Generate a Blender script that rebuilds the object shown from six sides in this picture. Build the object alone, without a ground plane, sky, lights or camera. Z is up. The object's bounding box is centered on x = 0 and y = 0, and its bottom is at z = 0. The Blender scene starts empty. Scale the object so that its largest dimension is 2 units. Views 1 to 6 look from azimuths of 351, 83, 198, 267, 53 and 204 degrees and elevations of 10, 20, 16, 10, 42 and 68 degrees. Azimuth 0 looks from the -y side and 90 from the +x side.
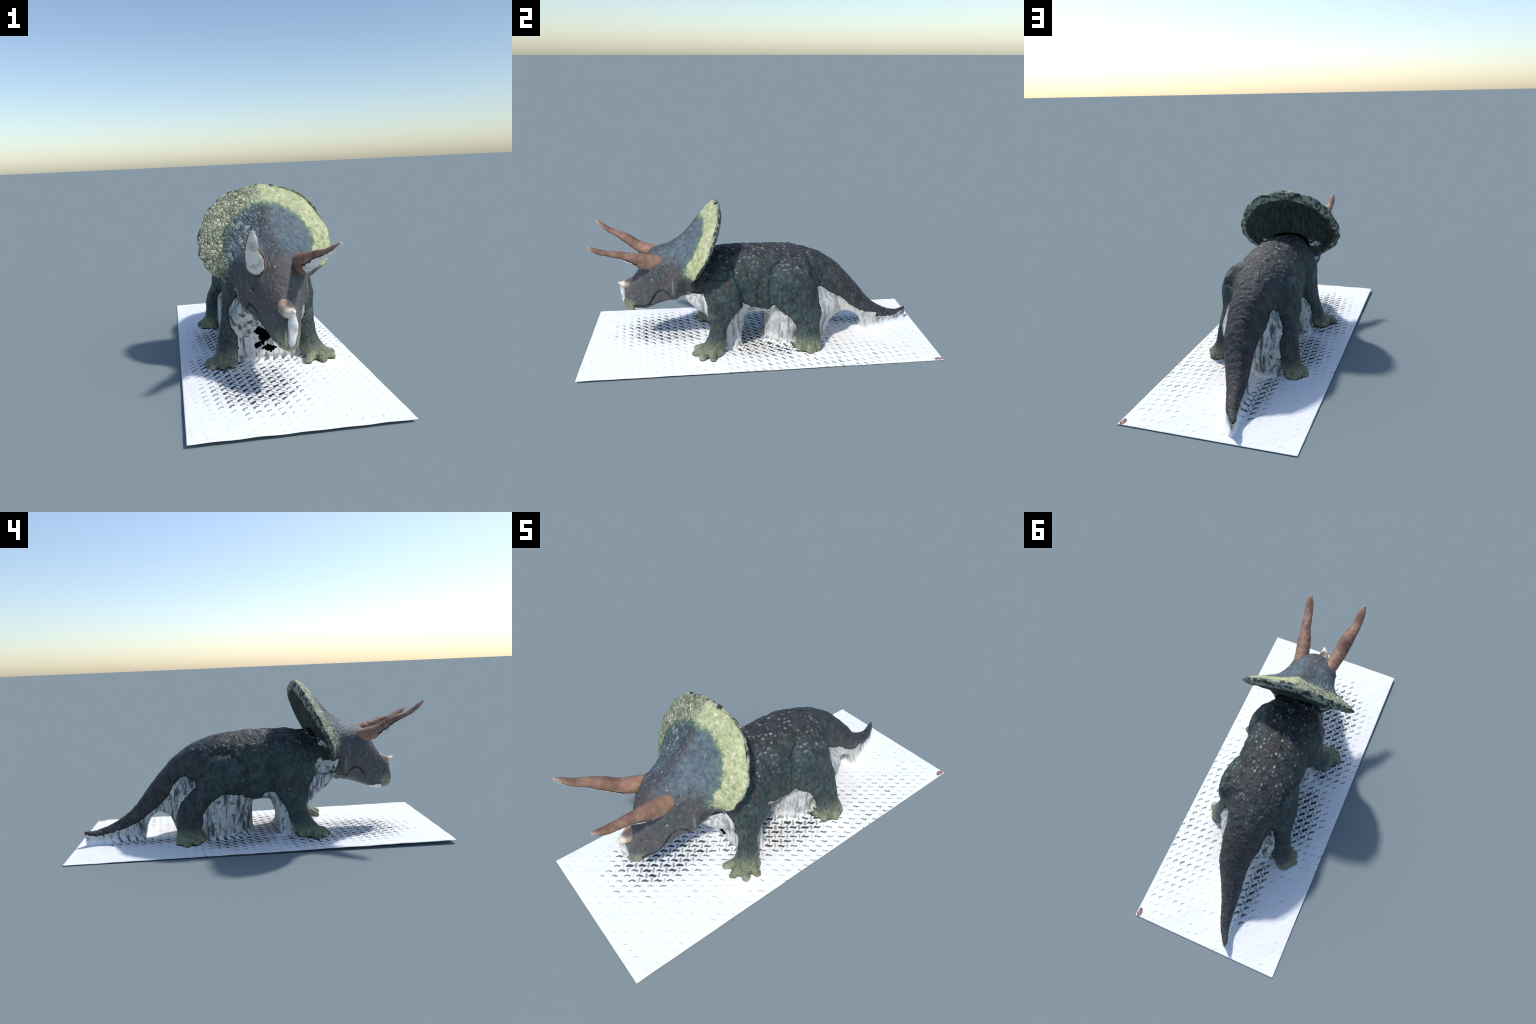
"""A scanned triceratops figurine standing on a sheet of white paper towel.
The head points to -y.  The body is one smooth-blended implicit surface that is
polygonised here and then separated into anatomical parts; the head and frill
are one lofted skin; horns are tapered sweeps; the paper is a relief grid whose
scan fill-in webs climb up to the belly, the chest and the tail."""
import bpy, math, random
import numpy as np
from mathutils import Vector, noise

random.seed(7)
np.random.seed(7)
col = bpy.context.scene.collection

# ------------------------------------------------------------------ utilities
def spline(xs, ys, q):
    """Smooth (Catmull-Rom style, non-uniform) interpolation of a profile."""
    xs = np.asarray(xs, float); ys = np.asarray(ys, float); q = np.clip(q, xs[0], xs[-1])
    if ys.ndim == 1:
        ys = ys[:, None]
    d = np.diff(ys, axis=0) / np.diff(xs)[:, None]
    m = np.zeros_like(ys)
    h = np.diff(xs)[:, None]
    m[1:-1] = (d[:-1] * h[1:] + d[1:] * h[:-1]) / (h[:-1] + h[1:])
    m[0], m[-1] = d[0], d[-1]
    i = np.clip(np.searchsorted(xs, q) - 1, 0, len(xs) - 2)
    hh = np.diff(xs)[i]; t = ((q - xs[i]) / hh)[:, None]; hh = hh[:, None]
    return ((2*t**3 - 3*t**2 + 1)*ys[i] + (t**3 - 2*t**2 + t)*hh*m[i]
            + (-2*t**3 + 3*t**2)*ys[i+1] + (t**3 - t**2)*hh*m[i+1])


def smin(a, b, k):
    h = np.maximum(k - np.abs(a - b), 0) / k
    return np.minimum(a, b) - h*h*k*0.25


def fbm(p, scale, octaves=2, seed=0.0):
    v = Vector(p) * scale + Vector((seed, seed*1.7, -seed))
    s, a = 0.0, 1.0
    for _ in range(octaves):
        s += a * noise.noise(v); v = v * 2.1; a *= 0.5
    return s


# ------------------------------------------------------------------- materials
class Nodes:
    """Small helper to write node graphs as expressions."""
    def __init__(self, name, rough=0.8, spec=0.25):
        self.m = bpy.data.materials.new(name)
        self.m.use_nodes = True
        self.t = self.m.node_tree
        self.b = self.t.nodes["Principled BSDF"]
        self.b.inputs["Roughness"].default_value = rough
        self.b.inputs["Specular IOR Level"].default_value = spec
        self.co = self.t.nodes.new("ShaderNodeTexCoord").outputs["Object"]
        s = self.t.nodes.new("ShaderNodeSeparateXYZ")
        self.t.links.new(self.co, s.inputs[0])
        self.x, self.y, self.z = s.outputs

    def put(self, sock, v):
        if isinstance(v, bpy.types.NodeSocket):
            self.t.links.new(v, sock)
        elif isinstance(v, (tuple, list)) and len(v) == 3 and sock.type == "RGBA":
            sock.default_value = (*v, 1)
        else:
            sock.default_value = v

    def math(self, op, a, b=0.0, c=None, clamp=False):
        n = self.t.nodes.new("ShaderNodeMath"); n.operation = op; n.use_clamp = clamp
        self.put(n.inputs[0], a); self.put(n.inputs[1], b)
        if c is not None:
            self.put(n.inputs[2], c)
        return n.outputs[0]

    def add(self, *v):
        r = v[0]
        for k in v[1:]:
            r = self.math("ADD", r, k)
        return r

    def mul(self, a, b): return self.math("MULTIPLY", a, b)
    def sub(self, a, b): return self.math("SUBTRACT", a, b)

    def step(self, v, lo, hi):
        n = self.t.nodes.new("ShaderNodeMapRange"); n.interpolation_type = "SMOOTHSTEP"
        a, b = (0.0, 1.0) if lo < hi else (1.0, 0.0)
        self.put(n.inputs[0], v)
        n.inputs[1].default_value, n.inputs[2].default_value = min(lo, hi), max(lo, hi)
        n.inputs[3].default_value, n.inputs[4].default_value = a, b
        return n.outputs[0]

    def map(self, scale=(1, 1, 1), rot=(0, 0, 0), loc=(0, 0, 0), v=None):
        n = self.t.nodes.new("ShaderNodeMapping")
        self.put(n.inputs[0], v or self.co)
        n.inputs[1].default_value, n.inputs[2].default_value, n.inputs[3].default_value = loc, rot, scale
        return n.outputs[0]

    def noise(self, scale, detail=3.0, v=None, rough=0.55, dist=0.0):
        n = self.t.nodes.new("ShaderNodeTexNoise")
        self.put(n.inputs["Vector"], v or self.co)
        n.inputs["Scale"].default_value, n.inputs["Detail"].default_value = scale, detail
        n.inputs["Roughness"].default_value, n.inputs["Distortion"].default_value = rough, dist
        return n.outputs[0]

    def voronoi(self, scale, feature="F1", v=None, rand=1.0, out="Distance"):
        n = self.t.nodes.new("ShaderNodeTexVoronoi"); n.feature = feature
        self.put(n.inputs["Vector"], v or self.co)
        n.inputs["Scale"].default_value, n.inputs["Randomness"].default_value = scale, rand
        return n.outputs[out]

    def mix(self, f, a, b):
        n = self.t.nodes.new("ShaderNodeMix"); n.data_type = "RGBA"
        self.put(n.inputs[0], f); self.put(n.inputs[6], a); self.put(n.inputs[7], b)
        return n.outputs[2]

    def bright(self, c, f):
        n = self.t.nodes.new("ShaderNodeMix"); n.data_type = "RGBA"; n.blend_type = "MULTIPLY"
        n.inputs[0].default_value = 1.0
        g = self.t.nodes.new("ShaderNodeCombineColor")
        for k in range(3):
            self.put(g.inputs[k], f)
        self.put(n.inputs[6], c); self.put(n.inputs[7], g.outputs[0])
        return n.outputs[2]

    def length2(self, a, b):
        return self.math("SQRT", self.add(self.mul(a, a), self.mul(b, b)))

    def blob(self, x, y, rx, ry):
        """1 at (x, y) falling smoothly to 0 at the ellipse's edge."""
        a = self.mul(self.sub(self.x, x), 1/rx); b = self.mul(self.sub(self.y, y), 1/ry)
        return self.step(self.length2(a, b), 1.0, 0.25)

    def bump(self, h, strength, dist):
        n = self.t.nodes.new("ShaderNodeBump")
        n.inputs["Strength"].default_value, n.inputs["Distance"].default_value = strength, dist
        self.put(n.inputs["Height"], h)
        self.t.links.new(n.outputs[0], self.b.inputs["Normal"])

    def done(self, colour):
        self.put(self.b.inputs["Base Color"], colour)
        return self.m


def skin_material():
    g = Nodes("scaly_skin", 0.58, 0.4)
    n1 = g.noise(7, 4); n2 = g.noise(24, 4); n3 = g.noise(95, 3)
    teal = g.mix(g.step(n2, .36, .66), (.026, .040, .041), (.052, .082, .082))
    brown = g.mix(g.step(n2, .36, .66), (.030, .027, .030), (.064, .056, .062))
    # the back and the tail are browner, the flanks and legs teal
    up = g.add(g.mul(g.math("ABSOLUTE", g.x), -2.2), g.mul(g.z, 1.6), g.mul(g.sub(n1, .5), 1.5))
    back = g.math("MAXIMUM", g.step(up, .42, .80), g.step(g.add(g.y, g.mul(g.sub(n1, .5), .5)), .22, .50))
    c = g.mix(g.mul(back, .85), teal, brown)
    c = g.mix(g.mul(g.step(g.noise(13, 3, g.map(loc=(3, 1, 2))), .57, .70), .8), c, (.046, .036, .034))
    # pebbly scales: paler cells with dark joints over the upper back
    warp = g.noise(30, 2)
    cell_v = g.map(scale=(1, .8, 1))
    d = g.voronoi(48, v=cell_v); cell = g.voronoi(48, v=cell_v, out="Color")
    cs = g.t.nodes.new("ShaderNodeSeparateColor"); g.put(cs.inputs[0], cell)
    dot = g.mul(g.step(g.add(d, g.mul(g.sub(n3, .5), .35)), .46, .20), g.step(cs.outputs[0], .38, .60))
    where = g.mul(g.step(g.z, .42, .53), g.step(g.add(g.y, g.mul(g.sub(n1, .5), .3)), .50, .22))
    lone = g.step(cs.outputs[0], .62, .80)
    pale = g.add(.20, g.mul(cs.outputs[1], .42), g.mul(g.mul(lone, g.step(cs.outputs[2], .55, .8)), .45))
    c = g.mix(g.mul(g.mul(dot, where), pale), c, (.40, .42, .44))
    joint = g.step(g.voronoi(48, "DISTANCE_TO_EDGE", v=cell_v), .09, .01)
    c = g.mix(g.mul(g.mul(joint, where), .55), c, (.014, .014, .015))
    # few stray pale specks on the flanks
    d2 = g.voronoi(40, v=g.map(loc=(.3, .7, .1))); k2 = g.voronoi(40, v=g.map(loc=(.3, .7, .1)), out="Color")
    ks = g.t.nodes.new("ShaderNodeSeparateColor"); g.put(ks.inputs[0], k2)
    c = g.mix(g.mul(g.mul(g.step(d2, .26, .12), g.step(ks.outputs[0], .84, .9)), .5), c, (.25, .32, .33))
    # fine upright wrinkles: light crests and dark furrows across the hide
    wr = g.noise(85, 4, g.map(scale=(1, 1, .42)), dist=1.0, rough=.65)
    c = g.mix(g.mul(g.step(wr, .54, .68), .50), c, (.120, .170, .170))
    c = g.mix(g.mul(g.step(wr, .46, .35), .70), c, (.009, .012, .012))
    # pale yellow-green feet
    low = g.mul(g.step(g.add(g.z, g.mul(g.sub(n2, .5), .12)), .120, .040), g.step(g.y, .60, .52))
    foot = g.mix(g.step(n2, .35, .65), (.14, .165, .095), (.36, .37, .23))
    foot = g.mix(g.mul(g.step(wr, .47, .36), .6), foot, (.05, .055, .035))
    c = g.mix(g.mul(low, .82), c, foot)
    c = g.bright(c, g.add(.62, g.mul(n3, .80)))
    h = g.add(g.mul(g.voronoi(75, "SMOOTH_F1"), -.8), g.mul(n3, .6), g.mul(wr, 1.4), g.mul(g.mul(dot, where), .8))
    g.bump(h, .65, .006)
    return g.done(c)


def edge_material():
    g = Nodes("dark_outline", .8, .2)
    return g.done(g.mix(g.noise(60), (.010, .012, .010), (.030, .032, .028)))


def head_material():
    """One hide for face and frill: grey face, blue-grey shield with a dark keel,
    broad yellow-green border, pebble scales and a greenish yellow beak."""
    g = Nodes("head_and_frill_hide", .6, .4)
    n1 = g.noise(9, 4); n2 = g.noise(36, 4); n3 = g.noise(110, 3)
    grey = g.mix(g.step(n1, .38, .62), (.076, .084, .088), (.092, .080, .084))
    grey = g.mix(g.mul(g.step(n2, .5, .72), .7), grey, (.15, .165, .17))
    # blue-grey shield
    blue = g.mix(g.step(n2, .35, .7), (.070, .102, .128), (.125, .165, .192))
    rise = g.add(g.z, g.mul(g.y, .35), g.mul(g.sub(n1, .5), .10))          # up and back along the skull
    shield = g.step(rise, .330, .430)
    c = g.mix(shield, grey, blue)
    keel = g.mul(g.step(g.math("ABSOLUTE", g.add(g.x, .008, g.mul(g.sub(n2, .5), .05))), .052, .014), g.step(g.z, .40, .50))
    c = g.mix(g.mul(keel, .62), c, (.062, .055, .060))
    # border
    ex = g.mul(g.x, 1/.295); ez = g.mul(g.sub(g.z, .55), 1/.31)
    e = g.add(g.length2(ex, ez), g.mul(g.sub(n2, .5), .14), g.mul(g.sub(n1, .5), .10))
    yel = g.mix(g.step(n2, .32, .70), (.36, .40, .215), (.54, .55, .33))
    streak = g.noise(55, 3, g.map(rot=(0, .5, 0), scale=(1, 1, .45)), dist=.5)
    yel = g.mix(g.mul(g.step(streak, .60, .70), .7), yel, (.74, .74, .52))
    yel = g.mix(g.mul(g.step(streak, .42, .32), .5), yel, (.22, .26, .14))
    # the scaly right half is duller than the smooth left half
    dull = g.step(g.add(g.x, g.mul(g.sub(n1, .5), .1)), .03, -.09)
    yel = g.mix(g.mul(dull, .60), yel, (.26, .275, .20))
    onfrill = g.step(g.add(g.y, g.mul(g.sub(n2, .5), .03)), -.455, -.425)
    high = g.step(g.add(g.z, g.mul(g.sub(n2, .5), .05)), .462, .495)
    band = g.mul(onfrill, high)
    cellc = g.voronoi(56, v=g.map(loc=(.1, .2, 0)), out="Color")
    ce = g.t.nodes.new("ShaderNodeSeparateColor"); g.put(ce.inputs[0], cellc)
    e = g.add(e, g.mul(g.step(g.z, .64, .50), .07))
    c = g.mix(g.mul(g.step(e, .63, .72), band), c, (.12, .19, .15))
    c = g.mix(g.mul(g.step(e, .705, .765), band), c, yel)
    # joints between the pebble scales of the frill
    v = g.voronoi(56, "DISTANCE_TO_EDGE", v=g.map(loc=(.1, .2, 0)))
    fr = g.step(g.y, -.50, -.42)
    joint = g.mul(g.step(v, .11, .02), fr)
    tint = g.mul(g.mul(g.sub(ce.outputs[0], .5), g.add(.25, g.mul(dull, .65))), fr)
    c = g.bright(c, g.add(1.0, tint))
    c = g.mix(g.mul(g.mul(g.step(ce.outputs[1], .78, .92), g.mul(fr, dull)), .45), c, (.44, .50, .42))
    c = g.mix(g.mul(joint, g.add(.07, g.mul(dull, .42))), c, (.035, .042, .036))
    # dark brown blotch behind the cheek and the pale edge of the cheek spike
    def patch(py, pz, ry, rz):
        return g.step(g.add(g.length2(g.mul(g.sub(g.y, py), 1/ry), g.mul(g.sub(g.z, pz), 1/rz)), g.mul(g.sub(n2, .5), .8)), 1.0, .6)
    c = g.mix(g.mul(patch(-.440, .405, .026, .052), .75), c, (.040, .036, .028))
    c = g.mix(g.mul(patch(-.486, .40, .007, .055), .6), c, (.20, .25, .25))
    # greenish yellow beak
    beak = g.mul(g.step(g.add(g.y, g.mul(g.sub(n2, .5), .05)), -.690, -.735), g.step(g.add(g.z, g.mul(g.sub(n2, .5), .05)), .325, .265))
    c = g.mix(g.mul(beak, .80), c, g.mix(n3, (.18, .20, .11), (.38, .38, .24)))
    d = g.voronoi(56); k = g.voronoi(56, out="Color")
    ks = g.t.nodes.new("ShaderNodeSeparateColor"); g.put(ks.inputs[0], k)
    spot = g.mul(g.step(d, .40, .16), g.step(ks.outputs[0], .74, .86))
    brow = g.mul(g.step(g.z, .50, .56), g.step(g.y, -.46, -.50))
    c = g.mix(g.mul(g.mul(spot, brow), .75), c, (.30, .36, .40))
    wr = g.noise(75, 3, g.map(scale=(1, .8, .5)), dist=.8)
    c = g.mix(g.mul(g.mul(g.step(wr, .45, .34), .55), g.sub(1.0, g.mul(band, .6))), c, (.024, .026, .028))
    c = g.bright(c, g.add(.74, g.mul(n3, .52)))
    pebble = g.mul(g.mul(g.step(v, 0, .25), g.add(.25, g.mul(dull, .75))), fr)
    g.bump(g.add(g.mul(g.voronoi(85, "SMOOTH_F1"), -.6), n3, wr, g.mul(pebble, 1.5)), .6, .006)
    return g.done(c)


def rim_material():
    g = Nodes("frill_rim_scutes", .65, .35)
    n = g.noise(42, 3); n3 = g.noise(120, 2)
    c = g.mix(g.step(n, .40, .54), (.026, .032, .026), (.33, .36, .27))
    c = g.mix(g.step(g.noise(18), .5, .68), c, (.055, .070, .055))
    g.bump(n, .5, .006)
    return g.done(g.bright(c, g.add(.6, g.mul(n3, .8))))


def frill_back_material():
    g = Nodes("frill_back_skin", .75, .25)
    st = g.noise(60, 4, g.map(scale=(1, .6, .25)))
    c = g.mix(g.step(st, .35, .7), (.022, .030, .024), (.060, .074, .060))
    g.bump(st, .5, .006)
    return g.done(c)


def horn_material():
    g = Nodes("brown_horn", .55, .4)
    n = g.noise(22, 3); s = g.noise(60, 3, g.map(scale=(1, .3, 1)))
    c = g.mix(g.step(n, .30, .72), (.215, .112, .078), (.330, .195, .135))
    c = g.mix(g.mul(g.step(g.y, -.70, -.62), .5), c, (.36, .215, .135))        # warmer at the root
    c = g.mix(g.mul(g.step(s, .55, .70), .40), c, (.20, .10, .085))
    c = g.mix(g.step(g.y, -.885, -.915), c, (.40, .31, .26))
    g.bump(s, .35, .004)
    return g.done(g.bright(c, g.add(.80, g.mul(n, .4))))


def pale_material():
    g = Nodes("white_fill", .75, .25)
    s = g.noise(22, 3, g.map(scale=(1, .5, 1)))
    return g.done(g.mix(g.step(s, .48, .72), (.74, .73, .71), (.46, .42, .40)))


def nose_horn_material():
    g = Nodes("bone_horn", .55, .35)
    n = g.noise(45, 3)
    base = g.mix(g.step(n, .4, .65), (.34, .235, .17), (.46, .35, .27))
    c = g.mix(g.step(g.add(g.y, g.mul(g.sub(n, .5), .03)), -.750, -.775), base, (.78, .70, .58))
    g.bump(n, .3, .003)
    return g.done(c)


def paper_material(fold=False):
    """White towel with a diagonal woven pattern of dark dashes that is strong
    under the animal and fades out to clean paper; on the climbing folds the
    pattern is smeared into upright grey streaks."""
    g = Nodes("smeared_paper_fold" if fold else "woven_white_paper", .9, .1)
    n1 = g.noise(5, 3); n2 = g.noise(40, 3)
    ang = math.radians(50.5)
    dx, dy = math.cos(ang), math.sin(ang)
    u = g.add(g.mul(g.x, dx), g.mul(g.y, dy))
    v = g.add(g.mul(g.x, -dy), g.mul(g.y, dx))
    v = g.add(v, g.mul(g.math("SINE", g.mul(u, 2*math.pi/.031)), .0022), g.mul(g.sub(n1, .5), .012), g.mul(g.sub(n2, .5), .009))
    u = g.add(u, g.mul(g.sub(n2, .5), .014))
    row = g.math("FLOOR", g.mul(v, 1/.0305))
    fv = g.math("ABSOLUTE", g.sub(g.math("FRACT", g.mul(v, 1/.0305)), .5))
    us = g.add(g.mul(u, 1/.0625), g.mul(row, .5))
    fu = g.math("ABSOLUTE", g.sub(g.math("FRACT", us), .5))
    wn = g.t.nodes.new("ShaderNodeTexWhiteNoise"); wn.noise_dimensions = "2D"
    cc = g.t.nodes.new("ShaderNodeCombineXYZ")
    g.put(cc.inputs[0], row); g.put(cc.inputs[1], g.math("FLOOR", us)); g.put(wn.inputs["Vector"], cc.outputs[0])
    rnd = g.sub(wn.outputs["Value"], .5)                        # every dash a little different
    fine0 = g.noise(150, 3)
    dash = g.add(fv, g.mul(g.step(fu, .16, .50), .40), g.mul(g.sub(fine0, .5), .34))   # ~0 on the frayed dash core
    fine = g.noise(170, 3)
    cross = g.add(g.mul(g.sub(.5, fu), 1.9), .13, g.mul(g.sub(fine, .5), .30))
    # where the weave shows
    m = g.blob(-.10, -.55, .34, .42)
    for a in ((-.22, -.28, .24, .30), (.02, -.10, .36, .42), (-.20, .12, .22, .42), (.10, .12, .36, .50)):
        m = g.math("MAXIMUM", m, g.blob(*a))
    m = g.math("MAXIMUM", m, g.mul(g.blob(-.13, .62, .10, .34), .95))
    m = g.math("MAXIMUM", m, g.mul(g.blob(.30, .30, .30, .85), .50))
    m = g.math("MAXIMUM", m, g.mul(g.blob(0, 0, .75, 1.15), .20))
    m = g.mul(m, g.sub(1.0, g.mul(g.blob(.34, -.80, .42, .60), .95)))
    m = g.mul(m, g.sub(1.0, g.mul(g.blob(-.33, .72, .24, .42), .62)))
    m0 = m
    m = g.add(m, g.mul(g.sub(n1, .5), .5), g.mul(g.sub(n2, .5), .55), g.mul(rnd, .30))
    m = g.math("MULTIPLY", m, 1.0, clamp=True)
    dark = g.step(g.math("SUBTRACT", g.mul(m, .28), dash), -.06, .11)
    dark2 = g.mul(g.step(g.sub(g.mul(m, .34), cross), -.02, .10), g.step(m, .40, .90))
    ink = g.math("MAXIMUM", dark, g.mul(dark2, .70))
    white = g.mix(n1, (.86, .88, .90), (.93, .94, .95))
    # warm cream tint in two spots beside the figure
    warm = g.math("MAXIMUM", g.blob(.08, .44, .26, .24), g.blob(.15, -.08, .18, .22))
    white = g.mix(g.mul(warm, .34), white, (.78, .68, .55))
    # greyer towel right under the animal
    white = g.mix(g.mul(g.step(m0, .60, 1.0), .22), white, (.50, .51, .50))
    grey = g.mix(n2, (.010, .014, .013), (.065, .075, .070))
    c = g.mix(g.mul(ink, g.add(.48, g.mul(m, .50))), white, grey)
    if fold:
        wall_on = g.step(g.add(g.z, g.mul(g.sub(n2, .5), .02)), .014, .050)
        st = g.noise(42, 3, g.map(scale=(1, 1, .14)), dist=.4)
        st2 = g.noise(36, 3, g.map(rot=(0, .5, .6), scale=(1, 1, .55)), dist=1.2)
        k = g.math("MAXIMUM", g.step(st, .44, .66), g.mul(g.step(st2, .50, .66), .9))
        lit = g.step(g.x, -.06, .08)  # streaks coloured darker on the -x side: its shade is painted in
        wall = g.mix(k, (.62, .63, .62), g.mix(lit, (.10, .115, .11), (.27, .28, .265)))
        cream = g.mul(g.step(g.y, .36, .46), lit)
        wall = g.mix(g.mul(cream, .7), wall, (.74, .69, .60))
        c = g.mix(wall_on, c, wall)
    # small brick-red mark in one corner
    mark = g.step(g.length2(g.mul(g.sub(g.x, .400), 1/.016), g.mul(g.sub(g.y, .975), 1/.028)), 1.0, .75)
    tone = g.mix(g.step(g.noise(90), .45, .6), (.18, .06, .055), (.66, .50, .47))
    c = g.mix(mark, c, tone)
    g.bump(g.mul(ink, -1.0), .35, .004)
    return g.done(c)


MAT = {f.__name__.replace("_material", ""): f() for f in (
    skin_material, edge_material, head_material, rim_material,
    frill_back_material, horn_material, pale_material, nose_horn_material, paper_material)}
MAT["fold"] = paper_material(True)  # paper-like surface of the scan's fill-in webs
hollow = Nodes("black_painted_hollow", .95, .0)
MAT["hollow"] = hollow.done((.004, .004, .004))  # near-black colour paints the dark inside of the scan hole
crease = Nodes("mouth_crease", .8, .2)
MAT["crease"] = crease.done(crease.mix(crease.noise(50), (.018, .018, .018), (.060, .050, .046)))


# ---------------------------------------------------------------- scene objects
def empty(name, label, category, at=(0, 0, 0)):
    o = bpy.data.objects.new(name, None)
    o.location = at; o.empty_display_size = .1
    o["label"], o["category"] = label, category
    col.objects.link(o)
    return o


def mesh_object(name, verts, faces, mats, parent, slots=None, normals=None, smooth=True):
    me = bpy.data.meshes.new(name)
    me.from_pydata([tuple(v) for v in verts], [], [tuple(f) for f in faces])
    for m in mats:
        me.materials.append(m)
    if slots is not None:
        me.polygons.foreach_set("material_index", np.asarray(slots, np.int32))
    me.polygons.foreach_set("use_smooth", np.full(len(me.polygons), smooth))
    me.update()
    if normals is not None:
        me.normals_split_custom_set_from_vertices([tuple(n) for n in normals])
    o = bpy.data.objects.new(name, me)
    col.objects.link(o)
    o.parent = parent
    return o


def vertex_normals(V, F):
    F = np.asarray(F)
    n = np.cross(V[F[:, 2]] - V[F[:, 0]], V[F[:, 3]] - V[F[:, 1]])
    N = np.zeros_like(V)
    for k in range(4):
        np.add.at(N, F[:, k], n)
    return N / (np.linalg.norm(N, axis=1, keepdims=True) + 1e-12)


def separate(V, F, part, slot, N, spec, parent_of):
    """Cut one smooth surface into named objects whose borders coincide."""
    out = {}
    for key, (name, mats) in spec.items():
        sel = np.where(part == key)[0]
        if not len(sel):
            continue
        f = F[sel]
        used, inv = np.unique(f, return_inverse=True)
        f = inv.reshape(f.shape)
        faces = [tuple(dict.fromkeys(q)) for q in f.tolist()]
        out[key] = mesh_object(name, V[used], faces, mats, parent_of(name), slot[sel], N[used])
    return out


figurine = empty("triceratops_figurine", "dark green toy triceratops with brown horns and yellow-edged frill", "toy dinosaur")
paper_top = empty("paper_sheet", "white woven paper sheet with dark dashes and raised folds", "paper sheet")

# ------------------------------------------------------------- the paper's plane
def paper_z(x, y):
    a, b = (x/.416 + 1)/2, (y + 1)/2                     # front edge lifted, back edge on the ground
    z = (.0165*(1 - a) + .0120*a)*(1 - b) + .0008*b + .0066*(1 - np.abs(x/.416)**3)*(1 - y**4)
    for (fx, fy, rx, ry) in ((.235, -.30, .075, .085), (-.222, -.29, .075, .085), (.237, .265, .058, .080), (-.232, .38, .060, .078)):
        d = np.sqrt(((x - fx)/rx)**2 + ((y - fy)/ry)**2)
        z = z + .010*np.exp(-np.maximum(d - 1, 0)/.45)       # the sheet rises to each foot
    return z

# ------------------------------------------------------------------ body fields
H = .005
gx = np.arange(-.345, .3451, H); gy = np.arange(-.47, .9701, H); gz = np.arange(-.03, .6251, H)
X = gx[:, None, None].astype(np.float32); Y = gy[None, :, None].astype(np.float32); Z = gz[None, None, :].astype(np.float32)
SHAPE = (len(gx), len(gy), len(gz))
BIG = np.float32(1.0)

def loft_y(rows, p=2.2, below=None):
    """Body along y; rows: y, x centre, z centre, half width, height up, height down."""
    r = np.array(rows)
    q = spline(r[:, 0], r[:, 1:], gy).astype(np.float32)
    xc, zc, w, hu, hd = (q[:, k][None, :, None] for k in range(5))
    dz = Z - zc
    h = np.where(dz > 0, hu, hd)
    rho = (np.abs((X - xc) / w)**p + np.abs(dz / h)**p)**(1/p)
    if below:                                                  # boxier belly
        rho = np.where(dz > 0, rho, (np.abs((X - xc) / w)**below + np.abs(dz / h)**below)**(1/below))
    d = (rho - 1) * np.minimum(w, h)
    return np.maximum(d, np.maximum(r[0, 0] - Y, Y - r[-1, 0])).astype(np.float32)


def loft_z(rows, p=2.1):
    """Limb along z; rows: z, x centre, y centre, x radius, y radius."""
    r = np.array(rows)
    q = spline(r[:, 0], r[:, 1:], gz).astype(np.float32)
    xc, yc, rx, ry = (q[:, k][None, None, :] for k in range(4))
    rho = (np.abs((X - xc) / rx)**p + np.abs((Y - yc) / ry)**p)**(1/p)
    d = (rho - 1) * np.minimum(rx, ry)
    return np.maximum(d, np.maximum(r[0, 0] - Z, Z - r[-1, 0])).astype(np.float32)


def capsule(a, b, ra, rb):
    a, b = np.array(a, np.float32), np.array(b, np.float32)
    ab = b - a
    t = np.clip(((X - a[0])*ab[0] + (Y - a[1])*ab[1] + (Z - a[2])*ab[2]) / (ab @ ab), 0, 1)
    d2 = (X - a[0] - t*ab[0])**2 + (Y - a[1] - t*ab[1])**2 + (Z - a[2] - t*ab[2])**2
    return (np.sqrt(d2) - (ra + (rb - ra)*t)).astype(np.float32)


trunk = loft_y([
    (-.44, .00, .420, .085, .090, .075), (-.38, .00, .425, .120, .120, .110), (-.32, .00, .430, .134, .140, .145),
    (-.25, .004, .425, .154, .152, .190), (-.18, .008, .420, .170, .166, .210), (-.10, .008, .410, .178, .178, .208),
    (.00, .010, .400, .180, .188, .200), (.10, .007, .392, .182, .191, .192), (.20, .000, .390, .174, .182, .180),
    (.28, -.002, .390, .146, .161, .160), (.36, -.008, .385, .116, .136, .115), (.42, -.009, .362, .102, .121, .092),
    (.47, -.009, .335, .097, .110, .080), (.52, -.008, .292, .088, .099, .075), (.575, -.007, .242, .079, .088, .070),
    (.615, -.016, .202, .070, .078, .062), (.68, -.033, .147, .054, .051, .050), (.75, -.050, .107, .038, .034, .036),
    (.80, -.062, .086, .029, .026, .026), (.85, -.074, .072, .022, .020, .019), (.90, -.096, .067, .015, .014, .012),
    (.935, -.113, .074, .009, .010, .008), (.955, -.122, .083, .004, .005, .005)], 2.05, 3.0)

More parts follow.
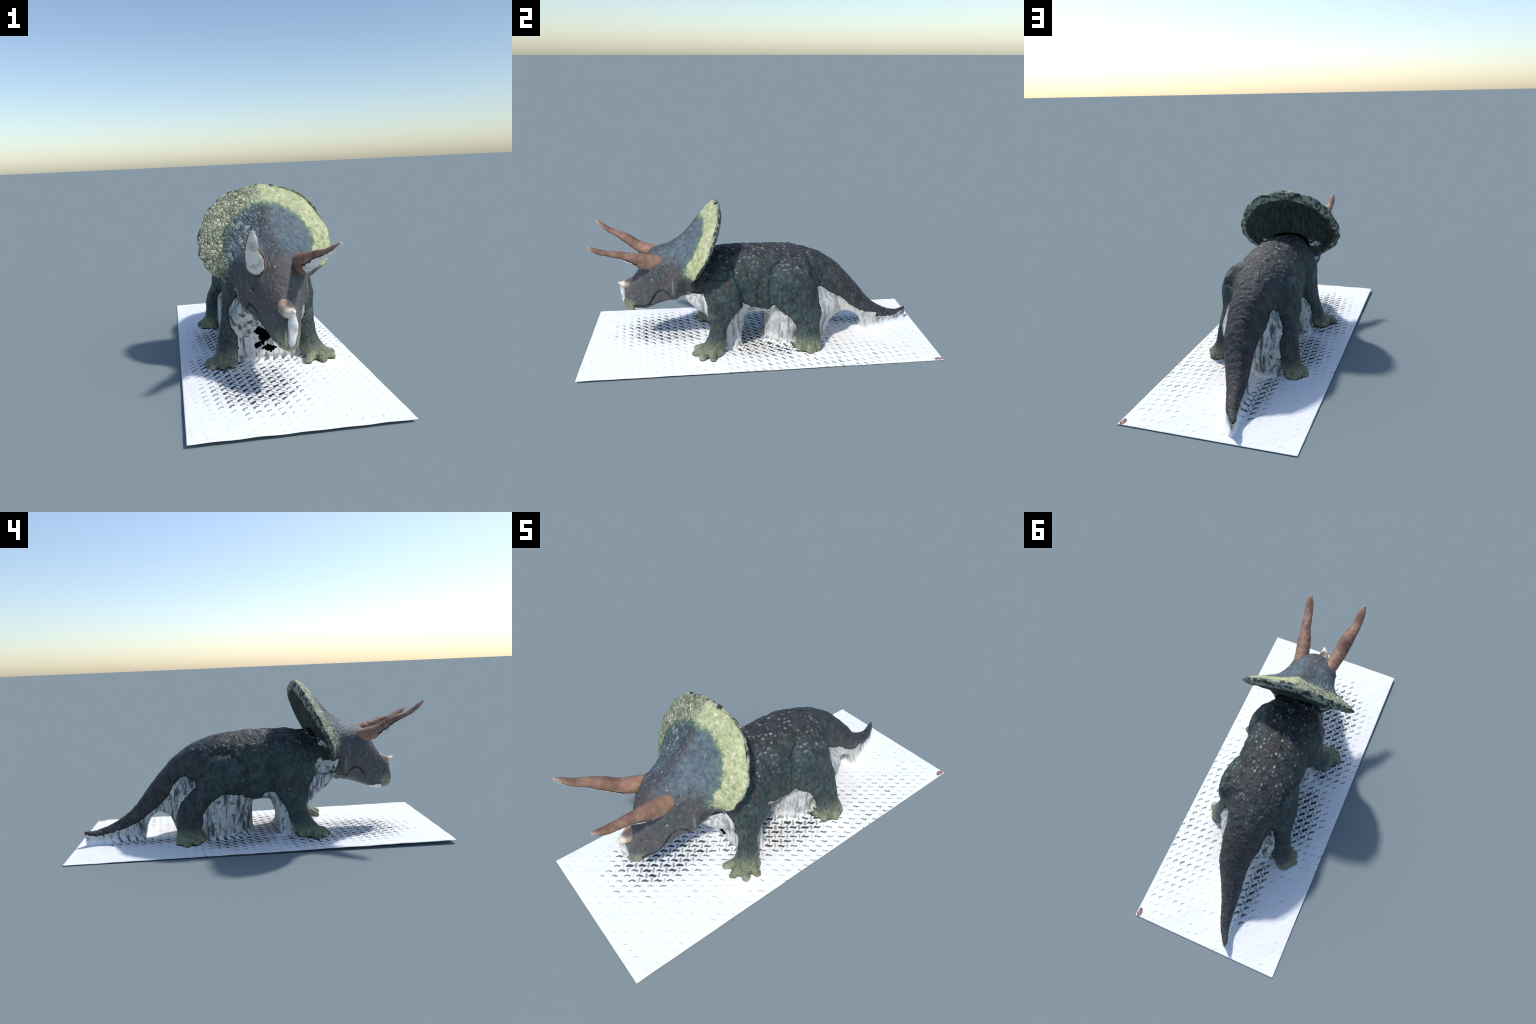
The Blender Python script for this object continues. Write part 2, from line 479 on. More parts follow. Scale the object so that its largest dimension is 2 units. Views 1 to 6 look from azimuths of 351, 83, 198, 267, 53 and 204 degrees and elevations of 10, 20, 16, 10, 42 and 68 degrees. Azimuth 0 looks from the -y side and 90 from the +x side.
LEGS = {
 "foreleg_a": ([(-.03, .226, -.288, .062, .076), (.00, .230, -.292, .062, .076), (.03, .226, -.288, .060, .072), (.06, .215, -.277, .052, .062),
    (.10, .206, -.260, .047, .055), (.16, .194, -.246, .043, .047), (.22, .190, -.230, .045, .066), (.28, .190, -.203, .050, .088),
    (.34, .174, -.205, .062, .104), (.42, .150, -.205, .064, .110), (.50, .112, -.20, .050, .09), (.55, .08, -.19, .03, .06)],
    [(.164, -.378), (.240, -.384), (.296, -.343), (.312, -.283)], (.225, -.285)),
 "foreleg_b": ([(-.03, -.214, -.272, .060, .066), (.00, -.214, -.272, .060, .066), (.03, -.212, -.272, .058, .066), (.06, -.204, -.262, .054, .063),
    (.10, -.192, -.238, .049, .058), (.16, -.178, -.215, .045, .050), (.22, -.168, -.197, .042, .066), (.28, -.160, -.183, .044, .090),
    (.34, -.150, -.195, .050, .104), (.42, -.136, -.20, .056, .110), (.50, -.105, -.20, .050, .09), (.55, -.08, -.19, .03, .06)],
    [(-.292, -.300), (-.272, -.350), (-.228, -.368), (-.180, -.352)], (-.215, -.275)),
 "hindleg_a": ([(-.03, .236, .272, .050, .072), (.00, .236, .272, .050, .072), (.03, .232, .270, .048, .076), (.07, .220, .268, .044, .072),
    (.10, .206, .266, .042, .068), (.16, .192, .262, .041, .068), (.22, .178, .238, .043, .094), (.28, .164, .202, .050, .116),
    (.34, .156, .188, .060, .124), (.42, .150, .180, .066, .120), (.48, .136, .180, .060, .104), (.53, .110, .180, .036, .066)],
    [(.190, .196), (.250, .212), (.286, .262)], (.230, .270)),
 "hindleg_b": ([(-.03, -.232, .384, .052, .068), (.00, -.232, .384, .052, .068), (.03, -.228, .382, .050, .070), (.07, -.215, .378, .045, .067),
    (.12, -.206, .376, .043, .065), (.18, -.200, .368, .044, .070), (.24, -.182, .318, .046, .080), (.30, -.166, .232, .050, .104),
    (.36, -.156, .196, .054, .114), (.42, -.142, .178, .053, .110), (.46, -.122, .178, .050, .095), (.50, -.09, .178, .03, .05)],
    [(-.212, .306), (-.268, .335), (-.288, .385)], (-.226, .384)),
}
ankle = .075
legs = []
for rows, toes, mid in LEGS.values():
    d = loft_z(rows)
    for tx, ty in toes:
        tz = float(paper_z(tx, ty))
        d = smin(d, capsule((mid[0], mid[1], .062), (tx - .05*(tx - mid[0]), ty - .05*(ty - mid[1]), tz + .010), .028, .0185), .011)
    legs.append(d)

# webs the scan filled in between paper and body, not real folds
def web_z(rows, p=3.0):
    return loft_z(rows, p)

web_hind = web_z([(-.03, .0, .235, .235, .245), (.004, .0, .235, .222, .235), (.02, .0, .225, .170, .205), (.05, .0, .215, .132, .186),
    (.10, .0, .220, .132, .190), (.16, .0, .245, .152, .215), (.22, .0, .25, .165, .220), (.28, .0, .24, .14, .20), (.33, 0, .24, .08, .15)], 3.2)
# web drawn from the back of each thigh to the side of the tail
wr_ = spline([-.03, .02, .06, .10, .16, .22, .28, .34, .38], [(.08, .165), (.062, .16), (.056, .16), (.066, .16), (.100, .16), (.116, .158), (.105, .15), (.07, .13), (.02, .10)], gz).astype(np.float32)
wyc = np.clip(.350 - .35*X, .322, .392)
web_thigh = (np.sqrt((X/wr_[:, 1][None, None])**2 + ((Y - wyc)/wr_[:, 0][None, None])**2) - 1)*.09
web_thigh = np.maximum(web_thigh, Z - .37)
web_hind = smin(web_hind, web_thigh.astype(np.float32), .02)
web_chest = web_z([(-.03, .0, -.195, .235, .150), (.004, .0, -.195, .225, .140), (.02, .0, -.180, .185, .098), (.05, .0, -.184, .165, .092),
    (.10, .0, -.180, .160, .090), (.16, .0, -.182, .164, .098), (.22, .0, -.208, .172, .124), (.28, .0, -.246, .170, .160), (.34, 0, -.280, .145, .182)], 3.4)
vault = (np.sqrt((X/.150)**2 + ((Y + .075)/.120)**2 + ((Z - .01)/.180)**2) - 1)*.12     # hollow under the chest
web_chest = np.maximum(web_chest, -vault)
def lump(c_, r_):
    c_, r_ = np.array(c_, np.float32), np.array(r_, np.float32)
    return ((np.sqrt(((X - c_[0])/r_[0])**2 + ((Y - c_[1])/r_[1])**2 + ((Z - c_[2])/r_[2])**2) - 1)*r_.min()).astype(np.float32)
# the scan web leans out where it meets the front of each hind leg
web_hind = smin(web_hind, lump((-.130, .240, .10), (.065, .095, .15)), .03)
web_hind = smin(web_hind, lump((.120, .160, .13), (.045, .070, .12)), .03)
tail_rows = np.array([(.36, -.01, .20, .12), (.45, -.01, .26, .075), (.55, -.01, .22, .055), (.63, -.02, .17, .050), (.70, -.04, .125, .038), (.78, -.058, .085, .026),
                      (.86, -.078, .062, .017), (.93, -.110, .062, .008), (.95, -.118, .060, .004)])
q = spline(tail_rows[:, 0], tail_rows[:, 1:], gy).astype(np.float32)
txc, tzc, tw = (q[:, k][None, :, None] for k in range(3))
flare = .062*np.exp(-np.maximum(Z - .002, -.01)/.018) * np.clip((.99 - Y)/.25, .12, 1)
web_tail = np.maximum(np.abs(X - txc - .014*np.exp(-Z/.03)) - (tw + flare), Z - tzc)
web_tail = np.maximum(web_tail, np.maximum(.36 - Y, Y - .955)).astype(np.float32)
front_edge = .383 + .070*np.clip((.03 - X)/.09, 0, 1)
arch_c, arch_r = (front_edge + .633)/2, (.633 - front_edge)/2
arch = (np.sqrt(((Y - arch_c)/arch_r)**2 + ((Z - .018)/.140)**2) - 1)*.11           # opening under the tail
web_tail = np.maximum(web_tail, -arch)
web_hind = np.maximum(web_hind, -arch + .0*X)
folds = [web_chest, web_hind, web_tail]  # scan fill-in webs, front to back

skin = trunk
for d in legs:
    skin = smin(skin, d, .022)
# creases: groove in front of the thigh, behind the shoulder
paperf = np.minimum(np.minimum(web_chest, web_hind), web_tail)
field = smin(skin, paperf, .030)
# scan hole in the web between the forelegs, carved as a shallow dead end
scan_hole = np.full((len(gx), 1, len(gz)), 9.0, np.float32)
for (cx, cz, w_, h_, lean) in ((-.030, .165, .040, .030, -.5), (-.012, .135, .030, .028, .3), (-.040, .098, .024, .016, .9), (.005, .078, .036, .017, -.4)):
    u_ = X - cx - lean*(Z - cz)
    scan_hole = np.minimum(scan_hole, np.abs(u_)/w_ + np.abs(Z - cz)/h_ - 1)
scan_hole = np.maximum(scan_hole, (Y + .215)/.03)*.03
scan_hole_on = (Y < -.16)
cavity = np.where(scan_hole_on, scan_hole, BIG).astype(np.float32)
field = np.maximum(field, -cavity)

lab = np.zeros(SHAPE, np.uint8)                    # 0 trunk, 1-4 legs, 10-12 scan webs, 20 cavity
best = np.broadcast_to(trunk, SHAPE).copy()
for k, d in enumerate(legs, 1):
    w = d < best
    lab[w] = k; best = np.minimum(best, d)
best += .002
for k, d in enumerate(folds):
    w = np.broadcast_to(d, SHAPE) < best
    lab[w] = 10 + k; best = np.minimum(best, d)

# ------------------------------------------------- polygonise (surface nets)
def surface_nets(f):
    s = f < 0
    nx, ny, nz = f.shape
    c = np.zeros((nx-1, ny-1, nz-1), np.uint8)
    for i in (0, 1):
        for j in (0, 1):
            for k in (0, 1):
                c += s[i:nx-1+i, j:ny-1+j, k:nz-1+k]
    act = np.argwhere((c > 0) & (c < 8))
    idx = np.full(c.shape, -1, np.int64)
    idx[tuple(act.T)] = np.arange(len(act))
    acc = np.zeros((len(act), 3)); cnt = np.zeros(len(act))
    corners = [(i, j, k) for i in (0, 1) for j in (0, 1) for k in (0, 1)]
    for a in corners:
        for ax in range(3):
            if a[ax]:
                continue
            b = list(a); b[ax] = 1
            va = f[act[:, 0]+a[0], act[:, 1]+a[1], act[:, 2]+a[2]]
            vb = f[act[:, 0]+b[0], act[:, 1]+b[1], act[:, 2]+b[2]]
            cr = (va < 0) != (vb < 0)
            t = np.where(cr, va / np.where(cr, va - vb, 1), 0)
            pt = np.tile(np.array(a, float), (len(act), 1)); pt[:, ax] += t
            acc[cr] += pt[cr]; cnt[cr] += 1
    V = act + acc / cnt[:, None]
    quads = []
    for ax in range(3):
        o1, o2 = [(1, 2), (2, 0), (0, 1)][ax]
        lo = [slice(None)]*3; hi = [slice(None)]*3
        lo[ax] = slice(0, -1); hi[ax] = slice(1, None)
        e = np.argwhere(s[tuple(lo)] != s[tuple(hi)])
        ok = (e[:, o1] > 0) & (e[:, o2] > 0) & (e[:, o1] < f.shape[o1]-1) & (e[:, o2] < f.shape[o2]-1)
        e = e[ok]
        inside = s[tuple(e.T)]
        def cell(d1, d2):
            g = e.copy(); g[:, o1] -= d1; g[:, o2] -= d2
            return idx[tuple(g.T)]
        q = np.stack([cell(1, 1), cell(0, 1), cell(0, 0), cell(1, 0)], 1)
        q[~inside] = q[~inside][:, ::-1]
        quads.append(q)
    return V, np.vstack(quads)


V, F = surface_nets(field)
V = V*H + np.array([gx[0], gy[0], gz[0]])

def relax(V, F, times, amount=.5):
    e = np.vstack([F[:, [0, 1]], F[:, [1, 2]], F[:, [2, 3]], F[:, [3, 0]]])
    n = np.bincount(e.ravel(), minlength=len(V))[:, None]
    for _ in range(times):
        s = np.zeros_like(V)
        np.add.at(s, e[:, 0], V[e[:, 1]]); np.add.at(s, e[:, 1], V[e[:, 0]])
        V = V + amount*(s/n - V)
    return V

V = relax(V, F, 3)
# drop the part that lies under the paper
C = V[F].mean(1)
keep = C[:, 2] > paper_z(C[:, 0], C[:, 1]) - .006
F = F[keep]; C = C[keep]
used, inv = np.unique(F, return_inverse=True)
V = V[used]; F = inv.reshape(F.shape)
vi = np.clip(np.rint((C - [gx[0], gy[0], gz[0]])/H).astype(int), 0, np.array(SHAPE)-1)
L = lab[tuple(vi.T)].astype(int)
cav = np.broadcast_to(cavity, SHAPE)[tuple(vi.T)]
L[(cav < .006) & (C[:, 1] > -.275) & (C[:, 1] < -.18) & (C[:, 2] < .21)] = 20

# the ragged line where hide changes into scan web, read along y for both flanks
BELLY = {1: [(-.47, .335), (-.36, .345), (-.30, .295), (-.20, .25), (-.104, .296), (-.054, .271), (.037, .244), (.078, .280), (.12, .26), (.30, .33), (.35, .327), (.437, .288),
             (.493, .25), (.55, .20), (.608, .155), (.677, .127), (.75, .110), (.85, .064), (.96, .066)],
         -1: [(-.47, .46), (-.40, .46), (-.34, .43), (-.30, .34), (-.24, .25), (-.10, .262), (-.045, .25), (-.013, .212), (.026, .209), (.095, .252), (.159, .202), (.30, .200), (.34, .335), (.45, .315),
              (.487, .256), (.542, .195), (.602, .146), (.656, .105), (.731, .080), (.823, .057), (.925, .050), (.96, .060)]}
rag = np.array([fbm(p, 38, 2) for p in C])
for side in (1, -1):
    b = np.array(BELLY[side])
    zb = np.interp(C[:, 1], b[:, 0], b[:, 1]) + .010*rag
    on = (L == 0) & (C[:, 0]*side > 0) & (C[:, 2] < zb)
    fy = C[:, 1]
    L[on & (fy < -.08)] = 10
    L[on & (fy >= -.08) & (fy < .43)] = 11
    L[on & (fy >= .43)] = 12

# hide relief: lumps, folds of the flank, and smear ridges on the scan webs
N = vertex_normals(V, F)
vl = np.zeros(len(V), bool); vl[F[L < 10].ravel()] = True
disp = np.zeros(len(V))
for i, p in enumerate(V):
    if vl[i]:
        p2 = (p[0], p[1], p[2]*.30)
        calm = 1 - .65*min(1, max(0, (p[1] - .28)/.18))            # the tail is smoother, with rings across it
        ring = .0012*math.sin(p[1]*260 + 3*noise.noise(Vector(p)*20))*(1 - calm)
        disp[i] = calm*(.0034*fbm(p, 14, 2, 1.0) + .0050*fbm(p2, 30, 2, 5.0) + .0012*fbm(p, 110, 1, 9.0)) + ring
    else:
        disp[i] = .0035*fbm((p[0], p[1], p[2]*.2), 34, 2, 3.0)*min(1, max(0, (p[2] - .02)/.05))
def groove(path, side, depth, width):
    """Press a crease along a polyline given in (y, z) on one flank."""
    path = np.array(path, float)
    d = np.full(len(V), 9.0)
    for a, b in zip(path[:-1], path[1:]):
        ab = b - a
        t = np.clip(((V[:, 1:] - a) @ ab)/(ab @ ab), 0, 1)
        d = np.minimum(d, np.linalg.norm(V[:, 1:] - a - t[:, None]*ab, axis=1))
    on = V[:, 0]*side > .06
    return np.where(on, -depth*np.exp(-(d/width)**2), 0)
disp += groove([(.055, .30), (.045, .40), (.058, .485), (.092, .512), (.141, .530), (.20, .525), (.256, .495), (.295, .44)], 1, .011, .010)
disp += groove([(.293, .36), (.29, .43), (.253, .475), (.203, .492), (.144, .488), (.097, .462), (.061, .416), (.05, .33)], -1, .010, .010)
disp += groove([(-.152, .509), (-.129, .434), (-.101, .363), (-.106, .30)], 1, .014, .013)
disp += groove([(-.09, .50), (-.08, .42), (-.075, .34), (-.08, .28)], -1, .011, .012)
disp += groove([(-.02, .40), (-.015, .32), (-.01, .26)], 1, .007, .012)
disp += groove([(.0, .48), (.005, .40), (.01, .33)], 1, .004, .014)
disp += groove([(-.30, .46), (-.22, .455), (-.15, .46)], 1, .009, .012)
V = V + N*disp[:, None]
V[:, 2] = np.maximum(V[:, 2], .0015)
N = vertex_normals(V, F)

# dark outline on hide that borders paper
hide = L < 10
touch = np.zeros(len(V), bool); touch[F[L >= 10].ravel()] = True
edge = hide & touch[F].any(1)
t2 = np.zeros(len(V), bool); t2[F[edge].ravel()] = True
edge2 = hide & (t2[F].sum(1) >= 3) & (rag > -.05)
sole = hide & (L > 0) & (C[:, 2] < paper_z(C[:, 0], C[:, 1]) + .005 + .004*rag)
slot = np.where(edge | edge2 | sole, 1, 0)

part = L.copy()
part[(L == 0) & (C[:, 1] > .375)] = 5               # tail
part[(L == 0) & (C[:, 1] < -.285)] = 6              # neck
for k in range(1, 5):
    part[(L == k) & (C[:, 2] < ankle + .006*rag)] = 30 + k
slot[L >= 10] = 0
skin_mats = [MAT["skin"], MAT["edge"]]
SPEC = {0: ("torso", skin_mats), 5: ("tail", skin_mats), 6: ("neck", skin_mats),
        1: ("foreleg", skin_mats), 2: ("foreleg", skin_mats), 3: ("hindleg", skin_mats), 4: ("hindleg", skin_mats),
        31: ("foot", skin_mats), 32: ("foot", skin_mats), 33: ("foot", skin_mats), 34: ("foot", skin_mats),
        10: ("chest_scan_fold", [MAT["fold"]]), 11: ("belly_scan_fold", [MAT["fold"]]), 12: ("tail_scan_fold", [MAT["fold"]]),  # fill-in of the scan between hide and sheet
        20: ("scan_hollow", [MAT["hollow"]])}
separate(V, F, part, slot, N, SPEC, lambda n: paper_top if ("fold" in n or "hollow" in n) else figurine)

# ----------------------------------------------------------- head and frill loft
# Stations run snout -> brow -> frill rim -> back of the frill -> neck.  Each lists
# the half section from the crown line (x = 0, top) round to the throat (x = 0).
STATIONS = [
 [(0, -.774, .325), (.014, -.774, .316), (.022, -.775, .300), (.024, -.775, .275), (.021, -.768, .248), (.013, -.762, .230), (0, -.760, .224)],
 [(0, -.745, .385), (.024, -.745, .372), (.040, -.745, .340), (.045, -.740, .300), (.042, -.735, .262), (.030, -.732, .228), (0, -.732, .218)],
 [(0, -.695, .445), (.034, -.694, .430), (.056, -.690, .385), (.062, -.685, .330), (.058, -.680, .280), (.044, -.675, .236), (0, -.675, .222)],
 [(0, -.655, .520), (.050, -.650, .505), (.083, -.645, .450), (.084, -.635, .370), (.076, -.622, .300), (.056, -.615, .260), (0, -.610, .248)],
 [(0, -.592, .582), (.072, -.590, .566), (.118, -.590, .515), (.121, -.575, .425), (.102, -.556, .340), (.076, -.550, .292), (0, -.545, .272)],
 [(0, -.510, .603), (.072, -.510, .592), (.127, -.518, .540), (.141, -.508, .460), (.134, -.497, .365), (.095, -.490, .312), (0, -.480, .285)],
 [(0, -.414, .664), (.092, -.400, .643), (.155, -.434, .574), (.168, -.456, .490), (.152, -.452, .400), (.100, -.440, .335), (0, -.430, .305)],
 [(0, -.330, .760), (.144, -.318, .736), (.222, -.364, .622), (.220, -.408, .520), (.166, -.424, .430), (.110, -.410, .350), (0, -.390, .315)],
 [(0, -.266, .830), (.180, -.266, .780), (.281, -.326, .634), (.262, -.384, .512), (.178, -.410, .432), (.110, -.390, .352), (0, -.370, .320)],
 [(0, -.232, .848), (.196, -.242, .794), (.302, -.314, .622), (.275, -.378, .500), (.178, -.400, .428), (.110, -.380, .355), (0, -.360, .325)],
 [(0, -.217, .828), (.188, -.229, .772), (.289, -.304, .612), (.258, -.366, .502), (.168, -.392, .434), (.108, -.370, .358), (0, -.350, .328)],
 [(0, -.288, .700), (.134, -.296, .674), (.205, -.342, .570), (.180, -.374, .494), (.142, -.374, .432), (.100, -.350, .360), (0, -.330, .33)],
 [(0, -.305, .585), (.080, -.315, .570), (.115, -.325, .525), (.122, -.330, .455), (.110, -.320, .400), (.085, -.310, .360), (0, -.300, .335)],
]
P = np.array(STATIONS)                                            # S x 7 x 3
mir = P[:, 5:0:-1].copy(); mir[:, :, 0] *= -1
P = np.concatenate([P, mir], 1)                                   # closed ring of 12
S, M = P.shape[:2]
NS, NT = 300, 420
# resample around the ring (periodic), then along the head
ring = np.concatenate([P[:, -3:], P, P[:, :4]], 1)
ti = np.linspace(0, M, NT, endpoint=False)
Q = np.stack([spline(np.arange(-3, M + 4), ring[s], ti) for s in range(S)])       # S x NT x 3
dist = np.concatenate([[0], np.cumsum(np.linalg.norm(np.diff(Q, axis=0), axis=2).mean(1))])
si = np.linspace(0, dist[-1], NS)
G = np.stack([spline(dist, Q[:, t], si) for t in range(NT)], 1)                    # NS x NT x 3
HV = G.reshape(-1, 3).copy()
a = np.arange(NS-1)[:, None]*NT; b = np.arange(NT)[None]; c = (b + 1) % NT
HF = np.stack([a + b, a + c, a + NT + c, a + NT + b], -1).reshape(-1, 4)
frow = np.repeat(np.arange(NS-1), NT)
tip = HV[:NT].mean(0) + np.array([0, -.003, 0])
st_of = np.interp(si, dist, np.arange(S))                          # station number of each row
row_st = np.repeat(st_of, NT)
# slight turn of the head: the right side comes forward
HV[:, 1] += .075*HV[:, 0] * np.clip((HV[:, 1] + .70)/.25, 0, 1)
HV[:, 0] *= np.where((HV[:, 0] < 0) & (HV[:, 2] > .60), 1 + .035*np.clip((HV[:, 2] - .60)/.08, 0, 1)*np.clip((.85 - HV[:, 2])/.05, 0, 1), 1)   # fuller right shoulder of the frill
HV[:, 1] += .010*np.clip((HV[:, 0] - .03)/.06, 0, 1)*np.clip((HV[:, 2] - .64)/.06, 0, 1)*(row_st < 8.6)
HV[:, 0] += .007*np.clip((-.55 - HV[:, 1])/.10, 0, 1)
HN = vertex_normals(HV, HF)
mid = np.array([0, -.5, .45])
if ((HV - mid)*HN).sum() < 0:
    HF = HF[:, ::-1]; HN = -HN
# relief: pebbles, scutes round the rim, cheek spike, brow, mouth groove
ang = np.tile(ti/M*2*math.pi, NS)
rimw = np.exp(-((row_st - 9.1)/.55)**2) * np.clip((HV[:, 2] - .47)/.05, 0, 1)
scal = np.abs(np.sin(ang*11.0 + .25*np.sin(ang*5)))
hd = np.zeros(len(HV))
front = (row_st > 5.2) & (row_st < 9.0)
for i, p in enumerate(HV):
    hd[i] = .0022*fbm(p, 22, 2, 2.0) + .0010*fbm(p, 85, 1, 4.0)
    if front[i]:
        dd, _ = noise.voronoi(Vector(p)*56 + Vector((5.6, 11.2, 0)))
        rough = .35 + .65*min(1, max(0, (.02 - p[0])/.10))
        hd[i] += (.0024 - .0048*min(1, dd[0]*1.2)) * rough * min(1, (row_st[i] - 5.2)/1.2)
    elif row_st[i] > 10.2:
        hd[i] += .004*fbm((p[0], p[1], p[2]*.3), 40, 2, 7.0)
hd += rimw*(.0080*scal - .005)
# keel along the middle of the shield
hd += .009*np.exp(-(HV[:, 0]/.030)**2)*front
MOUTH = np.array([(-.715, .256), (-.69, .257), (-.655, .258), (-.625, .272), (-.603, .318), (-.578, .358), (-.545, .372), (-.515, .352), (-.492, .322)])
def dist_yz(points, path):
    d = np.full(len(points), 9.0)
    for a_, b_ in zip(path[:-1], path[1:]):
        ab = b_ - a_
        t = np.clip(((points[:, 1:] - a_) @ ab)/(ab @ ab), 0, 1)
        d = np.minimum(d, np.linalg.norm(points[:, 1:] - a_ - t[:, None]*ab, axis=1))
    return d
dm = dist_yz(HV, MOUTH)
hd -= np.where(np.abs(HV[:, 0]) > .015, .006*np.exp(-(dm/.006)**2), 0)
jug = np.linalg.norm((HV[:, 1:] - np.array([-.482, .365]))/np.array([.022, .075]), axis=1)
hd += np.where(np.abs(HV[:, 0]) > .08, .011*np.exp(-jug**2), 0)*(row_st < 6.5)
HV = HV + HN*hd[:, None]
HV = np.vstack([HV, tip])
cap = np.stack([np.full(NT, len(HV)-1), (np.arange(NT)+1) % NT, np.arange(NT), np.full(NT, len(HV)-1)], 1)
HF = np.vstack([HF, cap])
HN = vertex_normals(HV, HF)
HC = HV[HF].mean(1)
fst = np.concatenate([row_st[HF[:-NT]].mean(1), np.zeros(NT)])
hrag = np.array([fbm(p, 40, 2) for p in HC])
# parts: 0 head, 1 frill, 2 beak
hp = np.zeros(len(HF), int)
hp[fst > 5.9] = 1
hp[(HC[:, 1] < -.715 + .006*hrag) & (HC[:, 2] < .300 + .006*hrag)] = 2
fdm = dist_yz(HC, MOUTH)
hs = np.zeros(len(HF), int)
dark_mouth = (fdm < .0055 + .0045*hrag) & (np.abs(HC[:, 0]) > .012) & (hp != 1) & ((HC[:, 0] > 0) | (HC[:, 1] > -.605))
hs[dark_mouth] = 1
rimf = (hp == 1) & (HC[:, 2] > .47) & (fst > 8.62 + .35*hrag) & (fst < 10.25)
hs[(hp == 1) & (fst >= 10.25)] = 2
hs[rimf] = 1
hs[(hp == 1) & (HC[:, 2] < .47) & (fst > 6.6) & (hs != 2)] = 3
throat = (hp == 1) & (HC[:, 2] < np.where(HC[:, 0] < 0, .415, .355) + .012*hrag) & (fst > 6.6)
hs[throat] = 4
collar = (fst > 10.9) & (np.hypot((np.abs(HC[:, 0]) - .150)/.030, (HC[:, 2] - .515 + .2*(np.abs(HC[:, 0]) - .15))/.022) + .9*hrag < .85)
hs[collar] = 4
jaw = (hp == 0) & (HC[:, 2] < .243 + .006*hrag) & (HC[:, 1] < -.60)
hs[jaw & (hs == 0)] = 2
separate(HV, HF, hp, hs, HN,
         {0: ("head", [MAT["head"], MAT["crease"], MAT["pale"]]),
          1: ("frill", [MAT["head"], MAT["rim"], MAT["frill_back"], MAT["head"], MAT["fold"]]),
          2: ("beak", [MAT["head"], MAT["crease"], MAT["pale"]])}, lambda n: figurine)

# -------------------------------------------------------------------------- horns
def sweep(name, path, rx, rz, mats, under=None, start=0.0, n=170, seg=110, bumps=.0018, seed=0.0):
    """Tapered horn along a path; `under` is the half angle of the pale underside."""
    path = np.array(path, float)
    k = np.concatenate([[0], np.cumsum(np.linalg.norm(np.diff(path, axis=0), axis=1))]); k /= k[-1]
    t = np.linspace(0, 1, n)**.9
    c_ = spline(k, path, t); r1 = spline(k, rx, t)[:, 0]; r2 = spline(k, rz, t)[:, 0]
    tan = np.gradient(c_, axis=0); tan /= np.linalg.norm(tan, axis=1, keepdims=True)
    side = np.cross(tan, [0, 0, 1]); side /= np.linalg.norm(side, axis=1, keepdims=True)
    upv = np.cross(side, tan)
    th = np.linspace(0, 2*math.pi, seg, endpoint=False)
    v = (c_[:, None] + side[:, None]*(np.cos(th)[None, :, None]*r1[:, None, None])
         + upv[:, None]*(np.sin(th)[None, :, None]*r2[:, None, None])).reshape(-1, 3)
    v = np.array([p + (p - c_[i//seg])/(np.linalg.norm(p - c_[i//seg]) + 1e-9)*bumps*fbm(p, 36, 2, seed) for i, p in enumerate(v)])
    f, s = [], []
    for i in range(n-1):
        for j in range(seg):
            f.append((i*seg + j, i*seg + (j+1) % seg, (i+1)*seg + (j+1) % seg, (i+1)*seg + j))
            a_ = (th[j] + math.pi/seg + math.pi/2) % (2*math.pi)       # 0 = straight down
            a_ = min(a_, 2*math.pi - a_)
            w = .16*fbm(v[i*seg + j], 60, 1, seed)
            if under is None or t[i] < start:
                s.append(0)
            else:
                lim = under*min(1, (t[i] - start)/.10 + .35) + w
                s.append(2 if a_ < lim - .20 else 1 if a_ < lim else 0)
    v = np.vstack([v, c_[-1] + tan[-1]*r2[-1]*.7])
    for j in range(seg):
        f.append(((n-1)*seg + j, (n-1)*seg + (j+1) % seg, len(v)-1)); s.append(0)
    f = [q[::-1] for q in f]
    return mesh_object(name, v, f, mats, figurine, s)

horn_mats = [MAT["horn"], MAT["edge"], MAT["pale"]]
sweep("brow_horn", [(.085, -.555, .524), (.094, -.615, .537), (.112, -.69, .563), (.128, -.75, .590), (.138, -.80, .604), (.152, -.85, .622), (.162, -.89, .642), (.168, -.914, .658)],
      [.036, .038, .036, .027, .024, .023, .017, .008], [.044, .044, .035, .023, .018, .015, .011, .005], horn_mats, 1.25, .26, seed=1.0)
sweep("brow_horn", [(-.078, -.555, .526), (-.088, -.61, .540), (-.104, -.68, .562), (-.118, -.75, .610), (-.135, -.81, .640), (-.140, -.86, .668), (-.143, -.895, .698), (-.144, -.914, .717)],
      [.036, .038, .038, .036, .027, .023, .017, .008], [.038, .038, .034, .027, .018, .014, .011, .005], horn_mats, 1.35, .24, seed=2.0)
sweep("nose_horn", [(.002, -.700, .385), (.004, -.725, .379), (.008, -.755, .378), (.014, -.778, .384), (.020, -.795, .391)],
      [.036, .034, .026, .016, .006], [.040, .035, .025, .014, .005], [MAT["nose_horn"], MAT["edge"], MAT["pale"]], None, 0, 40, 32, .0012, 3.0)
# pale filled strip from the nose horn down the front of the beak
sweep("beak_strip", [(.014, -.778, .385), (.016, -.774, .345), (.016, -.771, .30), (.012, -.763, .262), (.010, -.753, .236)],
      [.010, .019, .020, .017, .006], [.010, .014, .014, .013, .006], [MAT["pale"]], None, 0, 30, 24, .0008, 4.0)

